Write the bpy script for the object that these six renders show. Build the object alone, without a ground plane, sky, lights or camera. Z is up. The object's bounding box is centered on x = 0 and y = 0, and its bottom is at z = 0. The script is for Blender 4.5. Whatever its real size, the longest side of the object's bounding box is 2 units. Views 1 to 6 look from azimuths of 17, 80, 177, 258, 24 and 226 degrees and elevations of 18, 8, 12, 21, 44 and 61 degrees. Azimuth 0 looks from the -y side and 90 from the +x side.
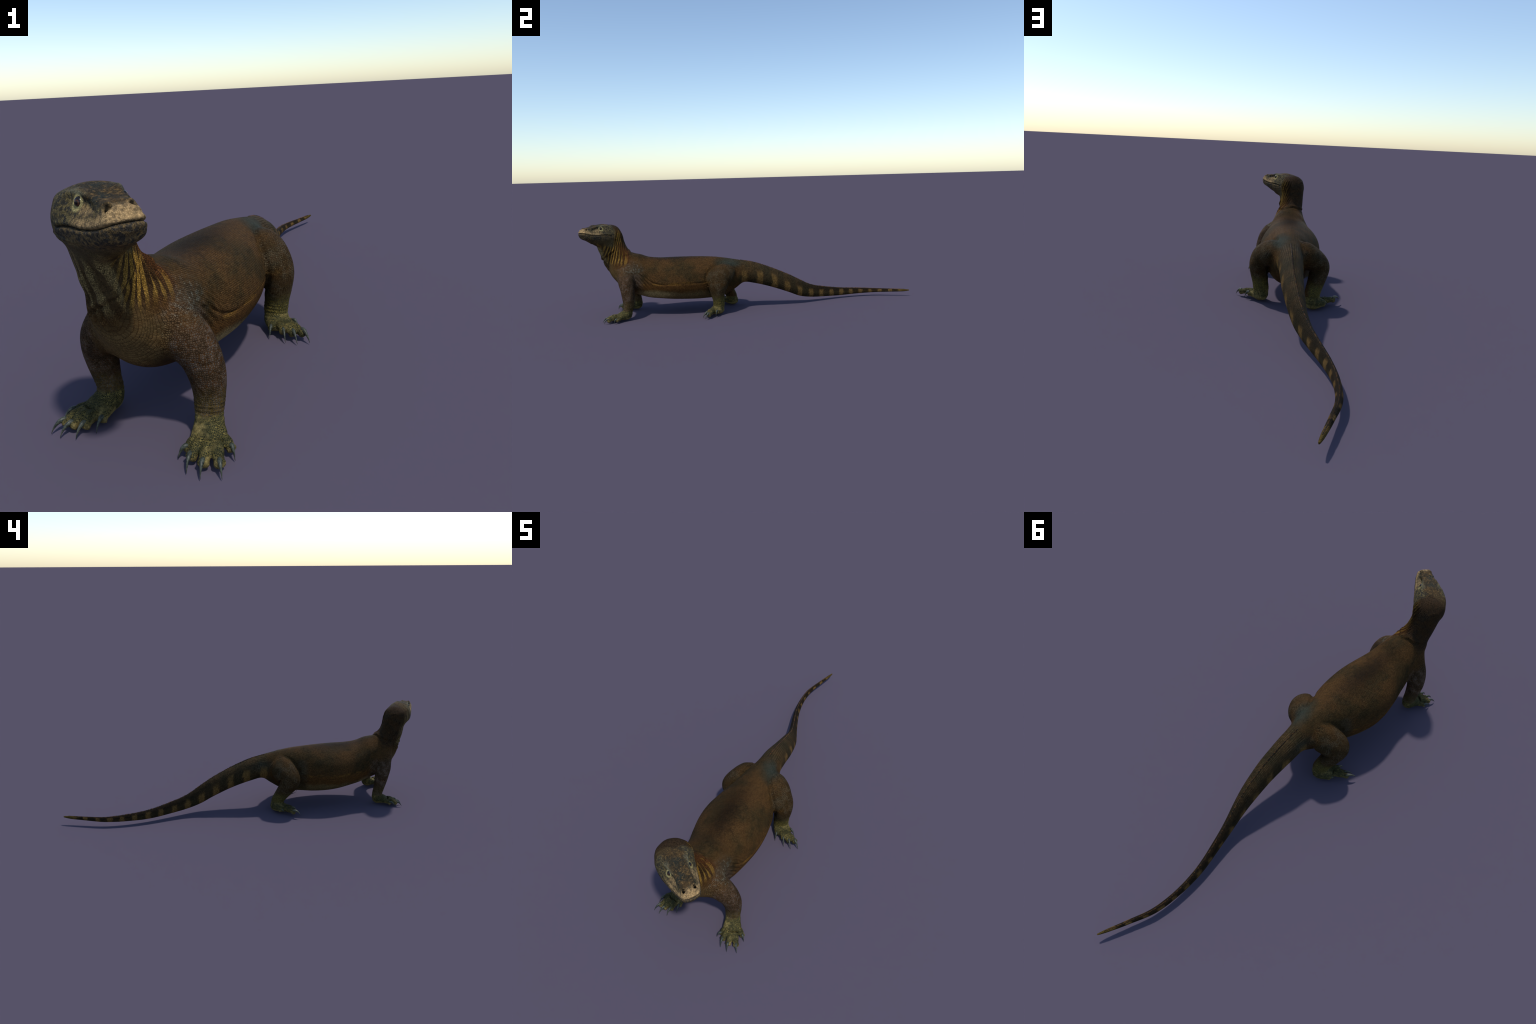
"""Komodo dragon standing with its head turned to its left.
The skin is one smooth surface: swept cross-sections (torso+tail, neck, skull, limbs, paws, digits)
are merged as a distance field, meshed, sculpted with folds and creases, and then split by region."""
import bpy, math
import numpy as np
from mathutils import Vector, noise as mnoise

VOX = 0.0028
MARGIN = 0.045
LO = np.array([-0.262, -1.03, -0.02]); HI = np.array([0.262, 1.025, 0.57])
DIM = np.ceil((HI - LO) / VOX).astype(int) + 1
AX = [(LO[i] + VOX * np.arange(DIM[i])).astype(np.float32) for i in range(3)]
NANG = 48
ANG = np.linspace(0, 2 * np.pi, NANG, endpoint=False)

# ------------------------------------------------------------------ cross-sections
def catmull(arr, per):
    """Catmull-Rom through the rows of arr, per samples on each interval (monotone tangents)."""
    a = np.asarray(arr, float)
    n = len(a)
    d = a[1:] - a[:-1]
    m = np.zeros_like(a)
    m[1:-1] = (d[1:] + d[:-1]) / 2
    m[0] = d[0]; m[-1] = d[-1]
    out = []
    for i in range(n - 1):
        for k in range(per):
            t = k / per
            h = (2*t**3 - 3*t**2 + 1, t**3 - 2*t**2 + t, -2*t**3 + 3*t**2, t**3 - t**2)
            out.append(h[0]*a[i] + h[1]*m[i] + h[2]*a[i+1] + h[3]*m[i+1])
    out.append(a[-1])
    return np.array(out)

def oval(left, right, top, bottom, n_top=2.0, n_bottom=2.0):
    """Radii of a superellipse; angle 0 = up axis, +90 degrees = side axis (right)."""
    c, s = np.cos(ANG), np.sin(ANG)
    b = np.where(c >= 0, top, bottom); a = np.where(s >= 0, right, left)
    nb_r, nb_l = n_bottom if isinstance(n_bottom, tuple) else (n_bottom, n_bottom)
    n = np.where(c >= 0, n_top, np.where(s >= 0, nb_l, nb_r))
    return (np.abs(c / b) ** n + np.abs(s / a) ** n) ** (-1.0 / n)

def outline(points, centre):
    """Radii of a symmetric section from half-outline points (side, up), listed from top to bottom."""
    p = np.array(points, float)
    full = np.vstack([p, p[-2:0:-1] * [-1, 1]])
    closed = np.vstack([full[-1:], full, full[:2]])
    dense = catmull(closed, 16)[16:-16]
    q = dense - [0, centre]
    th = np.arctan2(q[:, 0], q[:, 1]) % (2 * np.pi)
    r = np.hypot(q[:, 0], q[:, 1])
    o = np.argsort(th)
    return np.interp(ANG, th[o], r[o], period=2 * np.pi)

class Field:
    """A signed distance sampled on the box of the grid that a sweep touches."""
    def __init__(self, sweep):
        C, T, U, S, R = sweep
        rm = R.max() + MARGIN
        i0 = np.maximum(np.floor((C.min(0) - rm - LO) / VOX).astype(int), 0)
        i1 = np.minimum(np.ceil((C.max(0) + rm - LO) / VOX).astype(int) + 1, DIM)
        self.i0, self.i1 = i0, i1
        self.g = np.full(i1 - i0, MARGIN, np.float32)
        n = len(C)
        for k in range(n - 1):
            r = max(R[k].max(), R[k+1].max()) + MARGIN
            a = np.maximum(np.floor((np.minimum(C[k], C[k+1]) - r - LO) / VOX).astype(int), i0)
            b = np.minimum(np.ceil((np.maximum(C[k], C[k+1]) + r - LO) / VOX).astype(int) + 1, i1)
            if (b <= a).any(): continue
            # coarse culling by slab along the main axis of the tangent
            X = AX[0][a[0]:b[0]][:, None, None]; Y = AX[1][a[1]:b[1]][None, :, None]; Z = AX[2][a[2]:b[2]][None, None, :]
            d0 = (X - C[k, 0]) * T[k, 0] + (Y - C[k, 1]) * T[k, 1] + (Z - C[k, 2]) * T[k, 2]
            d1 = (X - C[k+1, 0]) * T[k+1, 0] + (Y - C[k+1, 1]) * T[k+1, 1] + (Z - C[k+1, 2]) * T[k+1, 2]
            sel = (d0 >= 0) & (d1 < 0)
            if k == 0: sel |= (d0 < 0) & (d0 > -MARGIN)
            if k == n - 2: sel |= (d1 >= 0) & (d1 < MARGIN)
            idx = np.nonzero(sel)
            if not len(idx[0]): continue
            d0 = d0[idx]; d1 = d1[idx]
            s = np.clip(d0 / np.maximum(d0 - d1, 1e-9), 0, 1)[:, None]
            P = np.stack([AX[0][a[0] + idx[0]], AX[1][a[1] + idx[1]], AX[2][a[2] + idx[2]]], 1)
            q = P - (C[k] * (1 - s) + C[k+1] * s)
            u = (q * (U[k] * (1 - s) + U[k+1] * s)).sum(1)
            v = (q * (S[k] * (1 - s) + S[k+1] * s)).sum(1)
            th = (np.arctan2(v, u) % (2 * np.pi)) * (NANG / (2 * np.pi))
            j = th.astype(int) % NANG; w = th - np.floor(th); j2 = (j + 1) % NANG
            s1 = s[:, 0]
            rr = (R[k][j] * (1 - w) + R[k][j2] * w) * (1 - s1) + (R[k+1][j] * (1 - w) + R[k+1][j2] * w) * s1
            dist = np.hypot(u, v) - rr
            end = np.where(d0 < 0, -d0, np.where(d1 > 0, d1, 0))
            dist = np.where(end > 0, np.where(dist > 0, np.hypot(dist, end), np.maximum(dist, -MARGIN) * 0 + end), dist)
            o = tuple(a[m] - i0[m] + idx[m] for m in range(3))
            self.g[o] = np.minimum(self.g[o], dist.astype(np.float32))

def sweep(stations, per=6):
    """stations: (centre, up hint, radii[NANG])."""
    C = catmull([s[0] for s in stations], per)
    H = catmull([s[1] for s in stations], per)
    R = np.maximum(catmull([s[2] for s in stations], per), 1e-4)
    T = np.gradient(C, axis=0); T /= np.linalg.norm(T, axis=1)[:, None]
    U = H - (H * T).sum(1)[:, None] * T; U /= np.linalg.norm(U, axis=1)[:, None]
    S = np.cross(T, U)
    return C, T, U, S, R

GRID = np.full(DIM, MARGIN, np.float32)
LABEL = np.full(DIM, -1, np.int8)
PARTS = []

def merge(name, stations, k, per=6):
    """Smoothly unite a sweep with the body; k is the blend width in metres."""
    if name not in PARTS: PARTS.append(name)
    f = Field(sweep(stations, per))
    sl = tuple(slice(f.i0[m], f.i1[m]) for m in range(3))
    a = GRID[sl]; b = f.g
    closer = b < a
    LABEL[sl][closer] = PARTS.index(name)
    h = np.maximum(k - np.abs(a - b), 0) / k
    GRID[sl] = np.where(b >= MARGIN, a, np.minimum(a, b) - h * h * k * 0.25)

Zv = (0, 0, 1)

# ------------------------------------------------------------------ torso and tail
# y, centre x, top z, bottom z, half width right flank, left flank, squareness above, below
TRUNK = [
    (-0.865, -0.020, 0.310, 0.272, 0.026, 0.026, 2.0, 2.0),
    (-0.848, -0.020, 0.330, 0.232, 0.050, 0.050, 2.0, 2.0),
    (-0.820, -0.020, 0.350, 0.194, 0.068, 0.066, 2.0, 2.0),
    (-0.795, -0.018, 0.362, 0.160, 0.084, 0.078, 2.1, 2.0),
    (-0.750, -0.016, 0.363, 0.132, 0.094, 0.086, 2.2, 2.0),
    (-0.690, -0.014, 0.358, 0.113, 0.104, 0.094, 2.2, 2.2),
    (-0.635, -0.012, 0.339, 0.098, 0.118, 0.107, 2.1, 2.3),
    (-0.570, -0.012, 0.331, 0.089, 0.135, 0.126, 2.05, 2.3),
    (-0.500, -0.012, 0.330, 0.081, 0.147, 0.140, 2.0, 2.35),
    (-0.430, -0.012, 0.329, 0.076, 0.146, 0.143, 1.95, 2.35),
    (-0.360, -0.010, 0.327, 0.074, 0.129, 0.135, 1.9, 2.35),
    (-0.300, -0.006, 0.324, 0.076, 0.109, 0.117, 1.9, 2.3),
    (-0.240, -0.002, 0.319, 0.081, 0.091, 0.098, 2.0, 2.3),
    (-0.180, 0.002, 0.310, 0.098, 0.077, 0.082, 2.0, 2.2),
    (-0.130, 0.004, 0.301, 0.128, 0.063, 0.066, 2.0, 2.0),
    (-0.081, 0.005, 0.291, 0.158, 0.054, 0.054, 2.0, 2.0),
    (-0.014, 0.004, 0.275, 0.148, 0.051, 0.051, 2.0, 2.1),
    (0.090, 0.003, 0.235, 0.118, 0.044, 0.044, 1.9, 2.2),
    (0.197, -0.006, 0.186, 0.077, 0.036, 0.036, 1.9, 2.2),
    (0.269, -0.017, 0.147, 0.046, 0.029, 0.029, 1.8, 2.2),
    (0.344, -0.036, 0.108, 0.030, 0.023, 0.023, 1.8, 2.2),
    (0.427, -0.058, 0.086, 0.022, 0.0185, 0.0185, 1.8, 2.2),
    (0.548, -0.087, 0.064, 0.015, 0.0150, 0.0150, 1.8, 2.2),
    (0.667, -0.098, 0.053, 0.017, 0.0122, 0.0122, 1.9, 2.2),
    (0.780, -0.089, 0.045, 0.020, 0.0115, 0.0115, 2.0, 2.2),
    (0.883, -0.054, 0.043, 0.024, 0.0096, 0.0096, 2.0, 2.0),
    (0.959, -0.025, 0.043, 0.027, 0.0070, 0.0070, 2.0, 2.0),
    (0.996, -0.011, 0.041, 0.033, 0.0034, 0.0034, 2.0, 2.0),
]
def trunk_station(y, x, zt, zb, wr, wl, nt, nb):
    zc = zb + (zt - zb) * 0.48
    skew = 0.30 * math.exp(-((y + 0.42) / 0.16) ** 2)      # the belly hangs a little to the right
    return ((x, y, zc), Zv, oval(wr, wl, zt - zc, zc - zb, nt, (nb + skew, nb - skew)))
# the sections stand upright (not square to the tail), so each slice keeps its measured height
def trunk_sweep(stations, per):
    C = catmull([s[0] for s in stations], per)
    R = np.maximum(catmull([s[2] for s in stations], per), 1e-4)
    T = np.tile([0.0, 1.0, 0.0], (len(C), 1)); U = np.tile([0.0, 0.0, 1.0], (len(C), 1))
    return C, T, U, np.cross(T, U), R
_sweep = sweep
sweep = lambda s, p: trunk_sweep(s, p)
merge("torso", [trunk_station(*s) for s in TRUNK], 0.001, 7)
sweep = _sweep

# ------------------------------------------------------------------ neck
NECK = [  # centre, lateral, front, back
    ((-0.026, -0.750, 0.270), 0.062, 0.070, 0.060),
    ((-0.030, -0.790, 0.325), 0.060, 0.087, 0.065),
    ((-0.034, -0.818, 0.375), 0.058, 0.096, 0.066),
    ((-0.037, -0.832, 0.420), 0.057, 0.096, 0.064),
    ((-0.036, -0.841, 0.460), 0.059, 0.088, 0.064),
    ((-0.026, -0.856, 0.490), 0.054, 0.060, 0.055),
    ((-0.016, -0.870, 0.505), 0.020, 0.020, 0.020),
]
BACK = [(0, 1, 0.2), (-0.1, 1, 0.3), (-0.45, 0.88, 0.3), (-0.55, 0.85, 0.3), (-0.6, 0.8, 0.5), (-0.6, 0.7, 0.7), (-0.7, 0.6, 0.8)]
merge("neck", [(c, b, oval(l, l, bk, fr, 2.0, 1.5)) for (c, l, fr, bk), b in zip(NECK, BACK)], 0.035)

# ------------------------------------------------------------------ head (own frame: forward f, side l, up u)
H0 = np.array([0.029, -0.9135, 0.519])
HF = np.array([0.755, -0.655, 0.0]); HF /= np.linalg.norm(HF)
HL = np.array([0.655, 0.755, 0.0]); HL /= np.linalg.norm(HL)
HEAD = [  # f, half outline from crown to chin
    (0.1105, [(0, -.007), (.008, -.008), (.012, -.011), (.014, -.015), (.011, -.021), (0, -.025)]),
    (0.1065, [(0, .000), (.014, -.002), (.021, -.008), (.0245, -.014), (.020, -.029), (0, -.035)]),
    (0.099, [(0, .006), (.016, .003), (.025, -.005), (.030, -.017), (.025, -.036), (0, -.044)]),
    (0.085, [(0, .0100), (.018, .0065), (.027, -.003), (.035, -.022), (.031, -.046), (0, -.056)]),
    (0.064, [(0, .0125), (.022, .009), (.031, -.004), (.040, -.028), (.035, -.052), (0, -.065)]),
    (0.035, [(0, .0160), (.025, .011), (.031, -.003), (.047, -.032), (.041, -.060), (0, -.081)]),
    (0.014, [(0, .0195), (.030, .015), (.0345, -.002), (.051, -.032), (.045, -.063), (0, -.090)]),
    (0.000, [(0, .0220), (.032, .017), (.040, 0), (.054, -.032), (.048, -.066), (0, -.098)]),
    (-0.016, [(0, .0230), (.034, .0165), (.0445, -.001), (.057, -.033), (.051, -.068), (0, -.105)]),
    (-0.035, [(0, .0235), (.040, .0155), (.0525, -.002), (.061, -.034), (.054, -.070), (0, -.110)]),
    (-0.065, [(0, .0205), (.044, .0105), (.057, -.008), (.063, -.038), (.055, -.072), (0, -.108)]),
    (-0.095, [(0, .0150), (.044, .0035), (.055, -.015), (.060, -.044), (.051, -.072), (0, -.100)]),
    (-0.122, [(0, .0050), (.036, -.006), (.046, -.021), (.049, -.048), (.040, -.070), (0, -.085)]),
    (-0.145, [(0, -.018), (.014, -.022), (.020, -.032), (.022, -.045), (.018, -.055), (0, -.062)]),
]
def head_station(f, pts):
    c = (pts[0][1] + pts[-1][1]) / 2
    return (H0 + HF * f + np.array([0, 0, c]), Zv, outline(pts, c))
merge("head", [head_station(*h) for h in HEAD], 0.018)

# ------------------------------------------------------------------ limbs
def limb(name, pts, k, up=(0, 1, 0), per=6):
    """pts: centre, half size across (side axis), half size front, half size back."""
    merge(name, [(p[0], up, oval(p[1], p[1], p[3] if len(p) > 3 else p[2], p[2])) for p in pts], k, per)

limb("foreleg_left", [
    ((0.035, -0.758, 0.250), 0.036, 0.036), ((0.062, -0.766, 0.232), 0.050, 0.045),
    ((0.086, -0.764, 0.205), 0.048, 0.043), ((0.102, -0.759, 0.172), 0.043, 0.038),
    ((0.111, -0.755, 0.132), 0.039, 0.035), ((0.112, -0.754, 0.090), 0.034, 0.031),
    ((0.111, -0.760, 0.055), 0.031, 0.027), ((0.112, -0.766, 0.030), 0.026, 0.022)], 0.032)
limb("foreleg_right", [
    ((-0.055, -0.755, 0.262), 0.036, 0.036), ((-0.080, -0.763, 0.240), 0.048, 0.047),
    ((-0.112, -0.758, 0.205), 0.046, 0.043), ((-0.133, -0.745, 0.168), 0.040, 0.037),
    ((-0.138, -0.735, 0.125), 0.036, 0.033), ((-0.139, -0.726, 0.080), 0.031, 0.028),
    ((-0.139, -0.720, 0.050), 0.029, 0.026), ((-0.141, -0.722, 0.030), 0.024, 0.020)], 0.032)
limb("hind_leg_left", [
    ((0.030, -0.170, 0.240), 0.040, 0.050), ((0.071, -0.205, 0.232), 0.056, 0.066, 0.066),
    ((0.111, -0.241, 0.208), 0.054, 0.066, 0.066), ((0.130, -0.248, 0.172), 0.048, 0.056, 0.060),
    ((0.130, -0.250, 0.130), 0.042, 0.043, 0.043), ((0.125, -0.246, 0.090), 0.036, 0.035),
    ((0.120, -0.245, 0.055), 0.035, 0.033), ((0.120, -0.250, 0.030), 0.028, 0.026)], 0.016)
limb("hind_leg_right", [
    ((-0.030, -0.160, 0.245), 0.042, 0.050), ((-0.062, -0.182, 0.232), 0.056, 0.060, 0.072),
    ((-0.106, -0.204, 0.206), 0.052, 0.058, 0.072), ((-0.134, -0.210, 0.174), 0.046, 0.052, 0.062),
    ((-0.126, -0.187, 0.132), 0.040, 0.042, 0.045), ((-0.109, -0.160, 0.085), 0.035, 0.034),
    ((-0.101, -0.145, 0.052), 0.033, 0.031), ((-0.104, -0.146, 0.030), 0.028, 0.024)], 0.016)

# ------------------------------------------------------------------ paws, digits and claws
def paw(name, pts, k=0.014):
    """flat palm: centre, half width, half height."""
    merge(name, [(p[0], Zv, oval(p[1], p[1], p[2], p[2], 2.2, 2.4)) for p in pts], k)

CLAWS = []  # (paw, base, tip, radius)
def digit(name, base, knuckle, end, tip, r=0.0120, claw_r=0.0068, k=0.0035, arch=0.010):
    b, kn, e, t = (np.array(v, float) for v in (base, knuckle, end, tip))
    pts = [(b, r * 1.15), (kn, r * 1.08), (kn * .45 + e * .55, r * 0.88), (e, r * 1.0), (e + (e - kn) * 0.22, r * 0.5)]
    merge(name, [(c, Zv, oval(q, q, q, q * 1.05)) for c, q in pts], k, 5)
    CLAWS.append((name, e + np.array([0, 0, r * 0.35]) - (t - e) * 0.12, t, claw_r, arch))

LEFT_FORE = "fore_paw_left"
paw(LEFT_FORE, [((0.108, -0.742, 0.022), 0.014, 0.012), ((0.110, -0.758, 0.026), 0.026, 0.024), ((0.118, -0.785, 0.028), 0.033, 0.024),
                ((0.124, -0.801, 0.025), 0.036, 0.020), ((0.129, -0.814, 0.021), 0.031, 0.014), ((0.131, -0.821, 0.018), 0.016, 0.008)])
digit(LEFT_FORE, (.105, -.812, .022), (.098, -.828, .022), (.091, -.840, .014), (.078, -.852, .001), r=.0105)
digit(LEFT_FORE, (.117, -.824, .024), (.113, -.843, .023), (.108, -.860, .014), (.110, -.888, .001))
digit(LEFT_FORE, (.133, -.830, .024), (.136, -.852, .023), (.138, -.872, .014), (.141, -.897, .001))
digit(LEFT_FORE, (.148, -.826, .024), (.158, -.847, .023), (.169, -.866, .014), (.180, -.888, .001))
digit(LEFT_FORE, (.154, -.802, .022), (.166, -.812, .021), (.177, -.820, .014), (.187, -.834, .001), r=.0105)
RIGHT_FORE = "fore_paw_right"
paw(RIGHT_FORE, [((-0.136, -0.698, 0.026), 0.014, 0.014), ((-0.139, -0.714, 0.028), 0.026, 0.026), ((-0.145, -0.742, 0.028), 0.032, 0.025),
                 ((-0.149, -0.760, 0.025), 0.036, 0.020), ((-0.153, -0.773, 0.020), 0.031, 0.014), ((-0.155, -0.780, 0.018), 0.016, 0.008)])
digit(RIGHT_FORE, (-.176, -.757, .022), (-.190, -.768, .022), (-.202, -.776, .016), (-.215, -.799, .004), r=.0105)
digit(RIGHT_FORE, (-.172, -.776, .024), (-.186, -.795, .022), (-.200, -.814, .014), (-.218, -.838, .001))
digit(RIGHT_FORE, (-.160, -.784, .024), (-.169, -.803, .022), (-.178, -.820, .014), (-.191, -.846, .001))
digit(RIGHT_FORE, (-.145, -.784, .024), (-.148, -.800, .022), (-.150, -.816, .014), (-.156, -.842, .001))
digit(RIGHT_FORE, (-.128, -.764, .022), (-.125, -.778, .021), (-.124, -.790, .014), (-.124, -.816, .001), r=.0105)
LEFT_HIND = "hind_paw_left"
paw(LEFT_HIND, [((0.105, -0.222, 0.018), 0.014, 0.012), ((0.113, -0.236, 0.024), 0.030, 0.022), ((0.126, -0.258, 0.028), 0.036, 0.024),
                ((0.137, -0.274, 0.025), 0.036, 0.020), ((0.145, -0.286, 0.021), 0.030, 0.014), ((0.149, -0.293, 0.018), 0.016, 0.008)])
digit(LEFT_HIND, (.118, -.270, .026), (.118, -.285, .026), (.119, -.298, .019), (.120, -.324, .001), r=.0115)
digit(LEFT_HIND, (.138, -.284, .027), (.148, -.298, .028), (.157, -.312, .019), (.169, -.342, .001))
digit(LEFT_HIND, (.150, -.288, .027), (.168, -.304, .028), (.186, -.318, .019), (.203, -.345, .001))
digit(LEFT_HIND, (.158, -.282, .027), (.185, -.296, .028), (.213, -.312, .020), (.235, -.333, .002), r=.013, claw_r=.0085)
digit(LEFT_HIND, (.150, -.256, .024), (.164, -.258, .026), (.176, -.261, .024), (.194, -.271, .003), r=.0105, arch=.012)
RIGHT_HIND = "hind_paw_right"
paw(RIGHT_HIND, [((-0.086, -0.118, 0.022), 0.014, 0.014), ((-0.098, -0.130, 0.025), 0.028, 0.024), ((-0.118, -0.150, 0.027), 0.036, 0.025),
                 ((-0.134, -0.166, 0.026), 0.037, 0.020), ((-0.147, -0.179, 0.021), 0.031, 0.014), ((-0.154, -0.186, 0.018), 0.016, 0.008)])
digit(RIGHT_HIND, (-.122, -.182, .026), (-.126, -.198, .026), (-.128, -.208, .018), (-.134, -.226, .001), r=.0105)
digit(RIGHT_HIND, (-.138, -.188, .026), (-.144, -.206, .027), (-.149, -.220, .018), (-.157, -.242, .004))
digit(RIGHT_HIND, (-.150, -.188, .026), (-.170, -.206, .027), (-.190, -.221, .020), (-.213, -.242, .012))
digit(RIGHT_HIND, (-.156, -.180, .026), (-.182, -.194, .028), (-.208, -.212, .024), (-.236, -.239, .020), r=.013, claw_r=.0085)
digit(RIGHT_HIND, (-.140, -.146, .022), (-.149, -.146, .021), (-.158, -.151, .017), (-.176, -.167, .010), r=.0105, arch=.010)

# ------------------------------------------------------------------ meshing (naive surface nets)
def surface_nets(G):
    inside = G < 0
    c = np.zeros(np.array(G.shape) - 1, np.int8)
    for dx in (0, 1):
        for dy in (0, 1):
            for dz in (0, 1):
                c += inside[dx:dx + c.shape[0], dy:dy + c.shape[1], dz:dz + c.shape[2]]
    cell = np.argwhere((c > 0) & (c < 8))
    ids = np.full(c.shape, -1, np.int32)
    ids[tuple(cell.T)] = np.arange(len(cell))
    acc = np.zeros((len(cell), 3)); cnt = np.zeros(len(cell))
    corners = [(0,0,0),(1,0,0),(0,1,0),(1,1,0),(0,0,1),(1,0,1),(0,1,1),(1,1,1)]
    val = {k: G[cell[:,0]+k[0], cell[:,1]+k[1], cell[:,2]+k[2]] for k in corners}
    for a in corners:
        for ax in range(3):
            if a[ax]: continue
            b = list(a); b[ax] = 1; b = tuple(b)
            va, vb = val[a], val[b]
            m = (va < 0) != (vb < 0)
            t = va[m] / (va[m] - vb[m])
            p = np.tile(np.array(a, float), (m.sum(), 1)); p[:, ax] = t
            acc[m] += p; cnt[m] += 1
    V = LO + VOX * (cell + acc / cnt[:, None])
    quads = []
    for ax in range(3):
        sl0 = [slice(1, -1)] * 3; sl1 = [slice(1, -1)] * 3
        sl0[ax] = slice(0, -1); sl1[ax] = slice(1, None)
        A = inside[tuple(sl0)]; B = inside[tuple(sl1)]
        e = np.argwhere(A != B)
        flip = A[tuple(e.T)]
        off = np.array([1, 1, 1]); off[ax] = 0
        e = e + off
        u, v = [(1, 2), (2, 0), (0, 1)][ax]
        q = []
        for du, dv in ((-1, -1), (0, -1), (0, 0), (-1, 0)):
            p = e.copy(); p[:, u] += du; p[:, v] += dv
            q.append(ids[tuple(p.T)])
        q = np.stack(q, 1)
        q[~flip] = q[~flip][:, ::-1]
        quads.append(q)
    return V, np.vstack(quads)

def edge_list(F):
    e = np.vstack([F[:, [0, 1]], F[:, [1, 2]], F[:, [2, 3]], F[:, [3, 0]]])
    e.sort(axis=1)
    return np.unique(e, axis=0, return_inverse=True)

def relax(V, E, lam):
    acc = np.zeros_like(V); n = np.zeros(len(V))
    for i in range(3):
        acc[:, i] = np.bincount(E[:, 0], V[E[:, 1], i], len(V)) + np.bincount(E[:, 1], V[E[:, 0], i], len(V))
    n = np.bincount(E.ravel(), minlength=len(V))
    return V + lam * (acc / n[:, None] - V)

def subdivide(V, F):
    E, inv = edge_list(F)
    inv = inv.ravel()
    nF = len(F); nV = len(V); nE = len(E)
    mid = V[E].mean(1); cen = V[F].mean(1)
    ei = inv.reshape(4, nF).T + nV
    ci = nV + nE + np.arange(nF)
    Q = [np.stack([F[:, i], ei[:, i], ci, ei[:, i - 1]], 1) for i in range(4)]
    return np.vstack([V, mid, cen]), np.vstack(Q)

def normals(V, F):
    n = np.cross(V[F[:, 2]] - V[F[:, 0]], V[F[:, 3]] - V[F[:, 1]])
    N = np.zeros_like(V)
    for i in range(3):
        N[:, i] = sum(np.bincount(F[:, k], n[:, i], len(V)) for k in range(4))
    return N / np.maximum(np.linalg.norm(N, axis=1), 1e-12)[:, None]

V, F = surface_nets(GRID)
E, _ = edge_list(F)
for lam in (0.5, -0.52, 0.5, -0.52): V = relax(V, E, lam)
V, F = subdivide(V, F)
E, _ = edge_list(F)
for lam in (0.5, 0.5, -0.52): V = relax(V, E, lam)

# ------------------------------------------------------------------ sculpting
def bump(x, w): return np.exp(-(x / w) ** 2)
def ramp(x, a, b):
    t = np.clip((x - a) / (b - a), 0, 1); return t * t * (3 - 2 * t)
def head_coords(P):
    q = P - H0; return q @ HF, q @ HL, q[:, 2]
MOUTH_F = [-0.075, -0.05, -0.03, 0.0, 0.03, 0.06, 0.08, 0.10, 0.115, 0.13]
MOUTH_U = [-0.045, -0.042, -0.038, -0.035, -0.0345, -0.031, -0.027, -0.021, -0.0155, -0.0155]
EYE = (0.001, 0.039, 0.001)
NOSTRIL = (0.0885, 0.0190, 0.0030)
FOLD_K = 28.0; FOLD_SKEW = 7.0

def cloud(P, scale, seed=0.0):
    """smooth pseudo-noise from a few rotated sine waves, about -1..1"""
    rng = np.random.default_rng(int(seed) + 5)
    out = np.zeros(len(P))
    for k in range(7):
        w = rng.normal(size=3); w *= scale * rng.uniform(0.6, 1.5) / np.linalg.norm(w)
        out += np.sin(P @ w + rng.uniform(0, 6.28))
    return out / 3.2

def neck_angle(P):
    q = np.stack([P[:, 0] + 0.035, P[:, 1] + 0.83 + 0.2 * (P[:, 2] - 0.41)], 1)
    return np.arctan2(q @ HL[:2], q @ HF[:2])

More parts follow.
